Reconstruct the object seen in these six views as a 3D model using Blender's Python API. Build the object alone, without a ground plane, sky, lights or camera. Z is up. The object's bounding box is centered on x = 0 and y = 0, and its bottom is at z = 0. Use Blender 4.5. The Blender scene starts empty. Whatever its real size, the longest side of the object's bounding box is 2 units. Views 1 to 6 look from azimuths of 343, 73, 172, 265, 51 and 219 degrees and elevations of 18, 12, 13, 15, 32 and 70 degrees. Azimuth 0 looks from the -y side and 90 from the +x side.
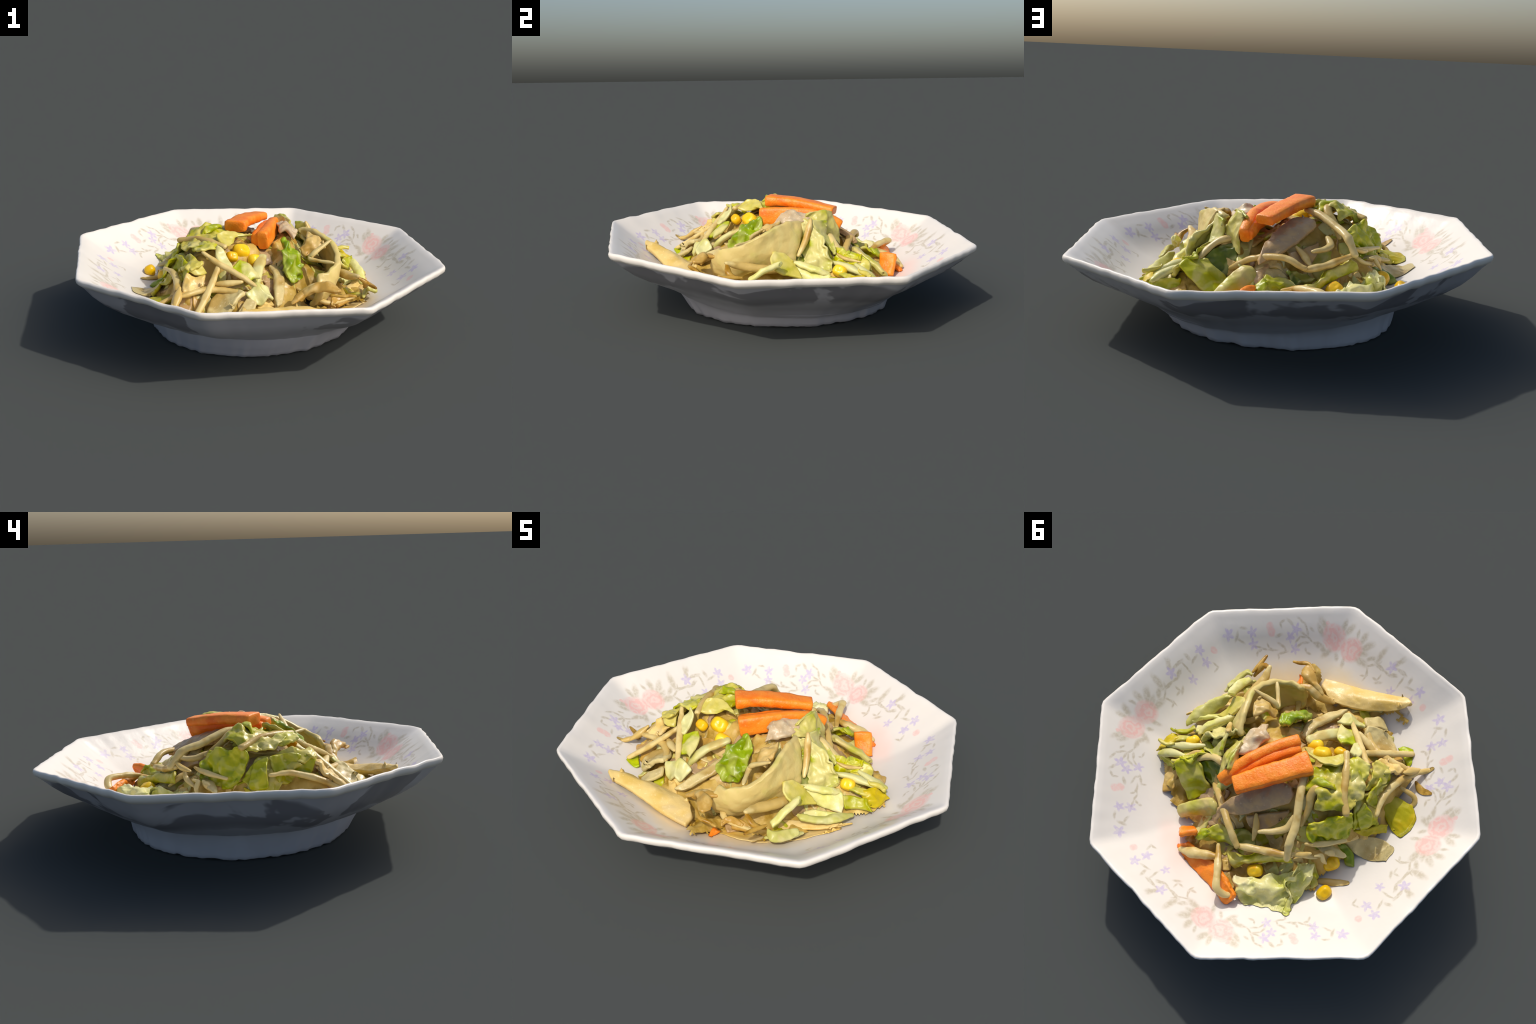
import bpy, math, random
import numpy as np
from mathutils import Vector, noise

random.seed(7)
rng = np.random.default_rng(7)
COL = bpy.context.scene.collection

# ------------------------------------------------------------------ plate form
# corners of the eight-sided rim, seen from above
CORNER_XY = [(0.886, -0.514), (0.250, -0.995), (-0.521, -0.887), (-0.998, -0.286),
             (-0.893, 0.519), (-0.249, 1.001), (0.528, 0.877), (0.997, 0.258)]
_C = sorted((math.atan2(y, x), math.hypot(x, y)) for x, y in CORNER_XY)


def octagon_radius(a):
    """Distance from the centre to the straight-sided rim in direction a."""
    a = (a + math.pi) % (2 * math.pi) - math.pi
    for i in range(8):
        a0, r0 = _C[i]
        a1, r1 = _C[(i + 1) % 8]
        if i == 7:
            a1 += 2 * math.pi
            if a < a0:
                a += 2 * math.pi
        if a0 <= a <= a1:
            x0, y0, x1, y1 = r0 * math.cos(a0), r0 * math.sin(a0), r1 * math.cos(a1), r1 * math.sin(a1)
            dx, dy = x1 - x0, y1 - y0
            return (x0 * dy - y0 * dx) / (math.cos(a) * dy - math.sin(a) * dx)
    return 0.98


def rim_height(x, y):
    """The dish stands a little crooked: its rim lies in a tilted plane."""
    return 0.388 - 0.049 * x - 0.012 * y


# inner face: share of rim radius -> depth under the rim plane
INNER = [(0.0, -0.245), (0.30, -0.245), (0.50, -0.238), (0.58, -0.225), (0.65, -0.203), (0.75, -0.162),
         (0.87, -0.095), (0.93, -0.050), (0.965, -0.016), (0.985, -0.003)]


def inner_height(x, y):
    a, r = math.atan2(y, x), math.hypot(x, y)
    s = r / (0.962 + (octagon_radius(a) - 0.962) * min(1.0, (r / 0.95) ** 1.5))
    return rim_height(x, y) + float(np.interp(s, [p[0] for p in INNER], [p[1] for p in INNER]))


def new_object(name, mesh, mat, parent):
    ob = bpy.data.objects.new(name, mesh)
    COL.objects.link(ob)
    ob.parent = parent
    if mat:
        mesh.materials.append(mat)
    return ob


def build_mesh(name, verts, faces, smooth=True):
    me = bpy.data.meshes.new(name)
    me.from_pydata([tuple(v) for v in verts], [], faces)
    me.update()
    if smooth:
        me.polygons.foreach_set("use_smooth", [True] * len(me.polygons))
    return me


def empty(name, label, category):
    e = bpy.data.objects.new(name, None)
    COL.objects.link(e)
    e["label"] = label
    e["category"] = category
    return e


# ------------------------------------------------------------------ node helpers
def lin(r, g, b):
    f = lambda c: c / 12.92 if c <= 0.04045 else ((c + 0.055) / 1.055) ** 2.4
    return (f(r / 255), f(g / 255), f(b / 255), 1.0)


class Nodes:
    """Small helper that writes node trees as expressions."""

    def __init__(self, name, rough=0.5, spec=0.35):
        self.mat = bpy.data.materials.new(name)
        self.mat.use_nodes = True
        self.t = self.mat.node_tree
        self.bsdf = self.t.nodes["Principled BSDF"]
        self.bsdf.inputs["Roughness"].default_value = rough
        self.bsdf.inputs["Specular IOR Level"].default_value = spec
        self.coord = self.t.nodes.new("ShaderNodeTexCoord").outputs["Object"]

    def link(self, value, socket):
        if isinstance(value, bpy.types.NodeSocket):
            self.t.links.new(value, socket)
        else:
            socket.default_value = value

    def math(self, op, a, b=None, c=None):
        n = self.t.nodes.new("ShaderNodeMath")
        n.operation = op
        for i, v in enumerate((a, b, c)):
            if v is not None:
                self.link(v, n.inputs[i])
        return n.outputs[0]

    def vmath(self, op, a, b=None):
        n = self.t.nodes.new("ShaderNodeVectorMath")
        n.operation = op
        self.link(a, n.inputs[0])
        if b is not None:
            self.link(b, n.inputs[1])
        return n.outputs["Value"] if op in ("LENGTH", "DOT_PRODUCT", "DISTANCE") else n.outputs[0]

    def ramp(self, v, lo, hi, smooth=True):
        n = self.t.nodes.new("ShaderNodeMapRange")
        n.interpolation_type = "SMOOTHSTEP" if smooth else "LINEAR"
        rev = lo > hi
        self.link(v, n.inputs[0])
        n.inputs[1].default_value, n.inputs[2].default_value = (hi, lo) if rev else (lo, hi)
        n.inputs[3].default_value, n.inputs[4].default_value = (1, 0) if rev else (0, 1)
        return n.outputs[0]

    def mix(self, fac, a, b):
        n = self.t.nodes.new("ShaderNodeMix")
        n.data_type = "RGBA"
        self.link(fac, n.inputs[0])
        self.link(a, n.inputs[6])
        self.link(b, n.inputs[7])
        return n.outputs[2]

    def mapped(self, vec, loc=(0, 0, 0), rot=(0, 0, 0), scale=(1, 1, 1), kind="POINT"):
        n = self.t.nodes.new("ShaderNodeMapping")
        n.vector_type = kind
        self.link(vec, n.inputs[0])
        n.inputs[1].default_value, n.inputs[2].default_value, n.inputs[3].default_value = loc, rot, scale
        return n.outputs[0]

    def noise(self, scale, detail=3.0, vec=None, rough=0.55, dist=0.0):
        n = self.t.nodes.new("ShaderNodeTexNoise")
        self.t.links.new(vec or self.coord, n.inputs["Vector"])
        n.inputs["Scale"].default_value = scale
        n.inputs["Detail"].default_value = detail
        n.inputs["Roughness"].default_value = rough
        n.inputs["Distortion"].default_value = dist
        return n.outputs[0]

    def random(self):
        return self.t.nodes.new("ShaderNodeObjectInfo").outputs["Random"]

    def bump(self, height, strength, distance):
        n = self.t.nodes.new("ShaderNodeBump")
        n.inputs["Strength"].default_value = strength
        n.inputs["Distance"].default_value = distance
        self.t.links.new(height, n.inputs["Height"])
        self.t.links.new(n.outputs[0], self.bsdf.inputs["Normal"])

    def done(self, color):
        self.link(color, self.bsdf.inputs["Base Color"])
        return self.mat


# ------------------------------------------------------------------ glaze with flower print
# leaf and stem strokes of the print: along, out, half length, half width, turn
VINE = [
    (0.765, 0.895, 0.031, 0.016, -2.40),
    (0.629, 0.913, 0.030, 0.016, 2.14),
    (0.580, 0.902, 0.018, 0.008, 1.37),
    (0.541, 0.893, 0.027, 0.016, 1.67),
    (0.507, 0.863, 0.036, 0.018, 2.46),
    (0.712, 0.775, 0.031, 0.016, -0.76),
    (0.651, 0.774, 0.019, 0.011, -2.12),
    (0.500, 0.796, 0.042, 0.017, -2.98),
    (0.416, 0.860, 0.040, 0.016, 1.70),
    (0.314, 0.881, 0.028, 0.011, 1.77),
    (1.001, 0.822, 0.019, 0.007, 2.87),
    (0.342, 0.755, 0.021, 0.008, 2.57),
    (0.782, 0.801, 0.026, 0.003, 0.11),
    (0.824, 0.816, 0.023, 0.003, 0.61),
    (0.861, 0.835, 0.024, 0.003, 0.33),
    (0.849, 0.856, 0.028, 0.006, 1.06),
    (0.881, 0.888, 0.024, 0.006, 0.47),
    (0.820, 0.859, 0.015, 0.005, 0.48),
    (0.890, 0.806, 0.019, 0.005, 2.32),
    (0.859, 0.821, 0.021, 0.005, 3.02),
    (0.881, 0.784, 0.017, 0.005, 2.50),
    (0.848, 0.797, 0.021, 0.005, 2.95),
    (0.838, 0.766, 0.010, 0.006, -1.81),
    (0.820, 0.754, 0.018, 0.006, -2.99),
    (0.988, 0.863, 0.013, 0.006, 1.32),
    (0.979, 0.881, 0.015, 0.006, 2.69),
    (1.065, 0.782, 0.012, 0.005, -2.05),
    (1.048, 0.766, 0.014, 0.005, -2.71),
    (1.137, 0.754, 0.011, 0.007, 2.03),
    (1.119, 0.767, 0.014, 0.007, 2.87),
    (1.005, 0.729, 0.013, 0.006, 1.56),
    (0.978, 0.746, 0.030, 0.006, 2.96),
    (0.985, 0.780, 0.025, 0.006, -2.72),
    (0.961, 0.761, 0.011, 0.006, -1.94),
    (1.128, 0.787, 0.025, 0.003, -2.82),
    (1.089, 0.771, 0.021, 0.003, -2.67),
    (1.042, 0.762, 0.032, 0.003, -3.10),
    (0.436, 0.801, 0.030, 0.004, 2.73),
    (0.383, 0.812, 0.031, 0.004, 3.13),
    (0.330, 0.811, 0.026, 0.004, -3.09),
    (0.290, 0.820, 0.020, 0.004, 2.61),
    (0.440, 0.773, 0.022, 0.005, -2.30),
    (0.430, 0.741, 0.018, 0.005, -1.35),
    (0.291, 0.857, 0.019, 0.003, 2.89),
    (0.255, 0.862, 0.020, 0.003, 3.12),
    (0.403, 0.826, 0.017, 0.005, 2.11),
    (0.311, 0.885, 0.025, 0.011, -0.85),
    (0.275, 0.855, 0.032, 0.006, 3.12),
    (0.242, 0.826, 0.032, 0.006, -1.70),
    (0.333, 0.812, 0.018, 0.007, -3.01),
    (0.300, 0.821, 0.022, 0.007, 2.57),
    (0.356, 0.776, 0.015, 0.006, -1.76),
    (0.371, 0.760, 0.019, 0.006, -0.10),
    (0.390, 0.819, 0.044, 0.004, -3.03),
    (0.438, 0.764, 0.021, 0.006, -1.76),
    (0.449, 0.741, 0.016, 0.006, -0.29),
    (0.079, 0.770, 0.018, 0.006, -2.18),
    (0.087, 0.749, 0.020, 0.006, -0.40),
    (0.735, 0.785, 0.028, 0.013, 0.60),
    (0.765, 0.800, 0.026, 0.012, 0.10),
    (0.775, 0.868, 0.026, 0.013, 0.90),
    (0.515, 0.828, 0.028, 0.014, 2.90),
    (0.660, 0.922, 0.026, 0.012, 1.50),
    (0.600, 0.760, 0.026, 0.012, -1.80),
    (0.455, 0.826, 0.026, 0.011, 2.60),
    (1.215, 0.832, 0.024, 0.006, 0.80),
    (1.232, 0.856, 0.020, 0.008, 2.20),
    (1.190, 0.880, 0.018, 0.006, 0.30),
    (0.180, 0.835, 0.026, 0.006, 2.70),
    (0.205, 0.858, 0.018, 0.009, 1.20),
    (0.940, 0.880, 0.020, 0.008, 0.70),
]

ROSES = [(0.693, 0.852, 0.066), (0.579, 0.826, 0.062)]
VIOLETS = [(0.330, 0.845, 0.029), (0.125, 0.800, 0.028), (0.128, 0.862, 0.027), (0.249, 0.762, 0.026),
           (1.272, 0.878, 0.030), (1.150, 0.800, 0.028), (1.146, 0.851, 0.026),
           (0.905, 0.848, 0.029), (0.935, 0.815, 0.027), (0.905, 0.764, 0.028)]
BUDS = [(1.048, 0.862, 0.020), (1.040, 0.838, 0.020), (0.055, 0.838, 0.018), (0.745, 0.905, 0.010)]


def glaze_material():
    n = Nodes("printed_glaze", rough=0.32, spec=0.4)
    white = n.mix(n.noise(5.0, 4), lin(226, 219, 207), lin(235, 229, 219))
    sep = n.t.nodes.new("ShaderNodeSeparateXYZ")
    n.t.links.new(n.coord, sep.inputs[0])
    x, y = sep.outputs[0], sep.outputs[1]
    edge = n.math("SQRT", n.math("ADD", n.math("MULTIPLY", x, x), n.math("MULTIPLY", y, y)))
    # polar frame that repeats four times round the dish
    ang = n.math("ADD", n.math("ARCTAN2", y, x), math.radians(30) + 4 * math.pi)
    along = n.math("MULTIPLY", n.math("FLOORED_MODULO", ang, math.pi / 2), 0.84)
    out = n.math("SQRT", n.math("ADD", n.math("MULTIPLY", x, x), n.math("MULTIPLY", y, y)))
    comb = n.t.nodes.new("ShaderNodeCombineXYZ")
    n.link(along, comb.inputs[0])
    n.link(out, comb.inputs[1])
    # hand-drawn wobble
    wob = n.t.nodes.new("ShaderNodeTexNoise")
    n.t.links.new(n.coord, wob.inputs["Vector"])
    wob.inputs["Scale"].default_value = 26.0
    off = n.vmath("MULTIPLY", n.vmath("SUBTRACT", wob.outputs["Color"], (0.5, 0.5, 0.5)), (0.014, 0.014, 0.0))
    p = n.vmath("ADD", comb.outputs[0], off)

    here = [p]

    def chain(value):
        """Make later strokes wait for this one, so that the renderer holds few values at a time."""
        m = n.t.nodes.new("ShaderNodeVectorMath")
        m.operation = "MULTIPLY_ADD"
        n.link(value, m.inputs[0])
        m.inputs[1].default_value = (1e-7, 1e-7, 0.0)
        n.link(here[0], m.inputs[2])
        here[0] = m.outputs[0]

    def blob(cx, cy, a, b, rot, soft=(1.25, 0.7)):
        v = n.mapped(here[0], (cx, cy, 0), (0, 0, rot), (a, b, 1), "TEXTURE")
        return n.ramp(n.vmath("LENGTH", v), *soft)

    def union(values):
        acc = None
        for v in values:                       # a generator: each stroke is folded in as it is made
            acc = v if acc is None else n.math("MAXIMUM", acc, v)
            chain(acc)
        return acc

    grain = n.ramp(n.noise(60.0, 3), 0.30, 0.62)
    leaves = union(blob(cx, cy, max(a, 0.009) * 1.1, max(b * 1.05, 0.0058), r, (1.45, 0.35)) for cx, cy, a, b, r in VINE)
    c = n.mix(n.math("MULTIPLY", leaves, n.math("MULTIPLY_ADD", grain, 0.28, 0.26)), white, lin(172, 156, 118))

    def star_shape(cx, cy, s):
        v = n.mapped(here[0], (cx, cy, 0), (0, 0, cx * 9.0), (s, s, 1), "TEXTURE")
        sp = n.t.nodes.new("ShaderNodeSeparateXYZ")
        n.t.links.new(v, sp.inputs[0])
        th = n.math("ARCTAN2", sp.outputs[1], sp.outputs[0])
        star = n.math("MULTIPLY_ADD", n.math("COSINE", n.math("MULTIPLY", th, 5.0)), 0.28, 0.78)
        return n.ramp(n.math("DIVIDE", n.vmath("LENGTH", v), star), 1.2, 0.75)

    stars = union(star_shape(*v) for v in VIOLETS)
    c = n.mix(n.math("MULTIPLY", stars, n.math("MULTIPLY_ADD", grain, 0.32, 0.26)), c, lin(186, 168, 214))

    buds = union(blob(cx, cy, s, s, 0.0) for cx, cy, s in BUDS)
    c = n.mix(n.math("MULTIPLY", buds, n.math("MULTIPLY_ADD", grain, 0.3, 0.35)), c, lin(240, 186, 176))

    for cx, cy, s in ROSES:
        v = n.mapped(here[0], (cx, cy, 0), (0, 0, 0.4), (s, s * 0.88, 1), "TEXTURE")
        d = n.vmath("LENGTH", v)
        swirl = n.math("ADD", n.math("MULTIPLY", d, 11.0), n.math("MULTIPLY", n.noise(24.0, 3), 17.0))
        rings = n.math("MULTIPLY_ADD", n.math("SINE", swirl), 0.17, 0.50)
        c = n.mix(n.math("MULTIPLY", n.ramp(d, 1.15, 0.80), rings), c, lin(240, 172, 162))

    # cooking juice that has run over the floor of the dish
    def stain(cx, cy, a, b, rot, col, amount, c):
        v = n.mapped(n.vmath("MULTIPLY", n.coord, (1, 1, 0)), (cx, cy, 0), (0, 0, rot), (a, b, 1), "TEXTURE")
        m = n.ramp(n.math("ADD", n.vmath("LENGTH", v), n.math("MULTIPLY", n.noise(9.0, 3), 0.5)), 1.35, 0.55)
        return n.mix(n.math("MULTIPLY", m, amount), c, col)

    c = stain(0.34, -0.42, 0.34, 0.17, 0.75, lin(236, 208, 146), 0.7, c)
    c = stain(0.0, -0.62, 0.30, 0.12, -0.15, lin(236, 208, 146), 0.6, c)
    c = stain(0.22, 0.62, 0.20, 0.09, 2.55, lin(250, 205, 190), 0.45, c)
    n.bump(n.noise(18.0, 3), 0.10, 0.01)
    return n.done(c)


def underside_material():
    n = Nodes("plain_glaze", rough=0.35, spec=0.4)
    base = n.mix(n.noise(4.0, 4), lin(190, 188, 194), lin(212, 210, 214))
    # dark reflections below the lip, painted into the glaze colour as ragged patches
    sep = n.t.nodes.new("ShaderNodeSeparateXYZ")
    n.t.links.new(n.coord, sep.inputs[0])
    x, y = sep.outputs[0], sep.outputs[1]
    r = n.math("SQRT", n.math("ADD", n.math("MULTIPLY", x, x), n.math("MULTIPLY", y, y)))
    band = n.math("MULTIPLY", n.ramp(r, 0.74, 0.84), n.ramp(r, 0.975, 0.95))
    painted_reflection = n.ramp(n.math("ADD", n.noise(2.3, 4, dist=0.4), n.math("MULTIPLY", band, 0.12)), 0.60, 0.64)
    c = n.mix(n.math("MULTIPLY", n.math("MULTIPLY", band, painted_reflection), 0.55), base, lin(58, 52, 60))
    n.bump(n.noise(14.0, 3), 0.15, 0.01)
    return n.done(c)


# ------------------------------------------------------------------ food materials
def food(name, a, b, c=None, scale=9.0, streak=None, rough=0.36, spec=0.42, spread=0.06, bump=0.35,
         speck=None, sub=0.0, grad=None, bscale=60.0, lo=0.40, hi=0.60, vein=False, richer=1.14):
    n = Nodes(name, rough, spec)
    vec = n.mapped(n.coord, scale=streak) if streak else n.coord
    rnd = n.random()
    m = n.noise(scale, 4, vec)
    if grad:
        (p0, p1) = grad
        d = Vector(p1) - Vector(p0)
        g = n.vmath("DOT_PRODUCT", n.vmath("SUBTRACT", n.coord, p0), tuple(d / d.length_squared))
        m = n.math("ADD", n.math("MULTIPLY", m, 0.5), n.math("MULTIPLY", g, 0.5))
    m = n.math("ADD", m, n.math("MULTIPLY_ADD", rnd, 2 * spread, -spread))
    col = n.mix(n.ramp(m, lo, hi), lin(*a), lin(*b))
    if c:
        col = n.mix(n.ramp(n.noise(scale * 0.55, 3), 0.56, 0.70), col, lin(*c))
    if vein:
        wave = n.t.nodes.new("ShaderNodeTexWave")
        n.t.links.new(n.mapped(n.coord, rot=(0.4, 0.3, 0.9)), wave.inputs["Vector"])
        wave.inputs["Scale"].default_value = 4.5
        wave.inputs["Distortion"].default_value = 14.0
        wave.inputs["Detail"].default_value = 3.0
        lines = n.ramp(wave.outputs[1], 0.45, 1.0)
        col = n.mix(n.math("MULTIPLY", lines, 0.26), col, lin(218, 208, 150))
    if speck:
        col = n.mix(n.math("MULTIPLY", n.ramp(n.noise(95.0, 2), 0.62, 0.72), 0.55), col, lin(*speck))
    tone = n.t.nodes.new("ShaderNodeHueSaturation")
    tone.inputs["Saturation"].default_value = richer
    n.link(col, tone.inputs["Color"])
    col = tone.outputs[0]
    h = n.math("ADD", n.noise(bscale, 4), n.math("MULTIPLY", n.noise(bscale * 0.3, 3), 1.5))
    n.bump(h, bump, 0.004)
    if sub:
        n.bsdf.inputs["Subsurface Weight"].default_value = sub
        n.bsdf.inputs["Subsurface Radius"].default_value = (0.03, 0.02, 0.008)
        n.bsdf.inputs["Subsurface Scale"].default_value = 0.5
    return n.done(col)


CARROT = food("carrot_flesh", (246, 124, 14), (250, 144, 36), (238, 106, 8), 12, rough=0.42, bump=0.5, speck=(253, 164, 84), bscale=110, richer=1.0)
CORN = food("corn_skin", (240, 190, 10), (248, 210, 44), (234, 168, 6), 14, rough=0.3, bump=0.2, richer=1.0)
SPROUT = food("sprout_stem", (200, 174, 116), (216, 196, 142), (180, 146, 86), 11, spread=0.12)
BROWN = food("sprout_root_skin", (150, 112, 54), (190, 156, 92), (104, 72, 30), 16)
RIB = food("cabbage_rib_flesh", (212, 192, 134), (198, 188, 118), (180, 180, 74), 6, spread=0.08, vein=True)
PALE = food("cabbage_heart", (210, 206, 152), (192, 188, 114), (200, 180, 120), 9, spread=0.1, vein=True)
WHITE = food("white_onion_flesh", (196, 174, 142), (214, 198, 168), (176, 144, 106), 8, speck=(240, 230, 214))
LEAFA = food("cabbage_leaf_mixed", (208, 200, 138), (164, 174, 48), (210, 190, 132), 7, spread=0.12, vein=True)
LEAFB = food("cabbage_leaf_soft", (200, 190, 120), (176, 176, 62), (210, 200, 142), 7, spread=0.12, vein=True)
LEAFC = food("cabbage_leaf_yellow", (200, 188, 106), (164, 164, 40), (218, 206, 150), 8, spread=0.14, vein=True)
LEAFP = food("cabbage_leaf_pale", (226, 220, 158), (206, 206, 116), (230, 222, 180), 6, spread=0.12, speck=(236, 234, 200), vein=True)
GREENLEAF = food("cabbage_leaf_green", (188, 184, 62), (156, 166, 28), (210, 202, 122), 9, spread=0.12, vein=True)
YELLOWLEAF = food("cabbage_leaf_golden", (196, 174, 52), (172, 164, 34), (204, 184, 92), 8, spread=0.1)
DARKLEAF = food("cabbage_leaf_dark", (100, 112, 24), (72, 86, 10), (140, 138, 64), 8, spread=0.1, vein=True)
PEPPER = food("green_pepper_flesh", (112, 134, 20), (142, 162, 48), (84, 104, 12), 10, rough=0.35, vein=True)
LIME = food("lime_leaf", (196, 204, 50), (172, 188, 32), None, 9)
ONION = food("onion_flesh", (198, 178, 128), (208, 192, 142), (176, 150, 96), 8, speck=(232, 218, 180), spread=0.1)
SLICE = food("braised_onion_flesh", (188, 160, 120), (170, 146, 116), (202, 168, 112), 10, speck=(200, 180, 150), streak=(1, 1, 2))
ROOT = food("daikon_flesh", (226, 200, 140), (216, 186, 118), (218, 196, 148), 7, speck=(242, 222, 176))
MUSH = food("mushroom_flesh", (206, 180, 124), (186, 152, 92), (218, 196, 146), 10)
HEAP = food("stewed_greens", (198, 170, 106), (166, 136, 72), (208, 184, 120), 10, rough=0.45, bump=0.6)
SAUCE = food("cooking_juice", (232, 204, 138), (222, 186, 106), (238, 216, 164), 5, rough=0.3, bump=0.15)

# ------------------------------------------------------------------ food builders
DISH = empty("vegetable_stir_fry", "mound of stir fried cabbage, sprouts, carrot and corn", "cooked vegetables")
CLOUD = []          # sampled surface points, used to shape the heap below


def settle(pts, lift=0.004):
    """Keep food on top of the dish."""
    for q in pts:
        h = inner_height(q[0], q[1]) + lift
        if q[2] < h:
            q[2] = h
    return pts


def catmull(ctrl, t):
    """Catmull-Rom curve through control points, t in 0..1 (array)."""
    P = np.asarray(ctrl, float)
    n = len(P)
    if n == 2:
        return P[0] + (P[1] - P[0]) * t[:, None]
    E = np.vstack([2 * P[0] - P[1], P, 2 * P[-1] - P[-2]])
    s = np.clip(t, 0, 1) * (n - 1)
    i = np.minimum(s.astype(int), n - 2)
    f = (s - i)[:, None]
    a, b, c, d = E[i], E[i + 1], E[i + 2], E[i + 3]
    return 0.5 * (2 * b + (c - a) * f + (2 * a - 5 * b + 4 * c - d) * f ** 2 + (3 * b - a - 3 * c + d) * f ** 3)


def unit(v):
    return v / max(np.linalg.norm(v), 1e-9)


def bumpy(p, freq, seed):
    return noise.noise(Vector((p[0] * freq + seed, p[1] * freq - seed * 1.7, p[2] * freq + 3.1 * seed)))


_count = [0]


def strand(name, mat, ctrl, radius, flat=0.78, box=2.3, wob=0.26, taper=0.55, up=(0, 0, 1), sides=14):
    """A stalk, stick or strip swept along a curve with a rounded (box=2) to squarish (box>3) section."""
    _count[0] += 1
    seed = _count[0] * 1.37
    P = np.asarray(ctrl, float)
    length = np.linalg.norm(np.diff(P, axis=0), axis=1).sum()
    n = int(np.clip(length / 0.010, 10, 60))
    body = np.linspace(0, 1, n)
    C = catmull(P, body)
    if box < 3:
        C[:, 2] -= radius * flat * 0.75          # control points follow the upper side of the stalk
    T = np.gradient(C, axis=0)
    cap = 0.012 if box > 3 else radius
    rings = []
    # (curve index, outward shift, size) with rounded caps at both ends
    ends = [(1.0, 0.0), (0.94, 0.35), (0.78, 0.65), (0.45, 0.92), (0.0, 1.0)]
    if box > 3:
        ends = [(1.0, 0.0), (0.97, 0.5), (0.90, 0.85), (0.80, 1.0), (0.0, 1.0)]
    for s, o in reversed(ends):
        rings.append((0, -o * cap * 0.8, s))
    rings += [(i, 0.0, 1.0) for i in range(1, n - 1)]
    rings += [(n - 1, o * cap * 0.8, s) for s, o in ends]
    verts, faces = [], []
    k = np.arange(sides) * 2 * math.pi / sides
    cs, sn = np.cos(k), np.sin(k)
    e = 2.0 / box
    sx, sy = np.sign(cs) * np.abs(cs) ** e, np.sign(sn) * np.abs(sn) ** e
    for i, shift, size in rings:
        t = unit(T[i])
        side = unit(np.cross(t, np.asarray(up, float)))
        nrm = np.cross(side, t)
        f = i / (n - 1)
        r = radius * size * (1 - (1 - taper) * abs(2 * f - 1) ** 2.0) if box < 3 else radius * size * (1 - (1 - min(1, taper + 0.25)) * f)
        r *= 1 + wob * noise.noise(Vector((f * length * 16, seed, 0)))
        c = C[i] + t * shift
        for a, b in zip(sx, sy):
            q = c + side * a * r + nrm * b * r * flat
            q = q + unit(q - c + 1e-6) * bumpy(q, 34, seed) * radius * wob * 0.5
            verts.append(q)
    settle(verts)
    m = len(rings)
    for j in range(m - 1):
        for s in range(sides):
            s2 = (s + 1) % sides
            faces.append((j * sides + s, j * sides + s2, (j + 1) * sides + s2, (j + 1) * sides + s))
    faces.append(tuple(reversed(range(sides))))
    faces.append(tuple(range((m - 1) * sides, m * sides)))
    CLOUD.extend(C - np.array((0, 0, radius * flat)))
    return new_object(name, build_mesh(name, verts, faces), mat, DISH)


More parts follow.
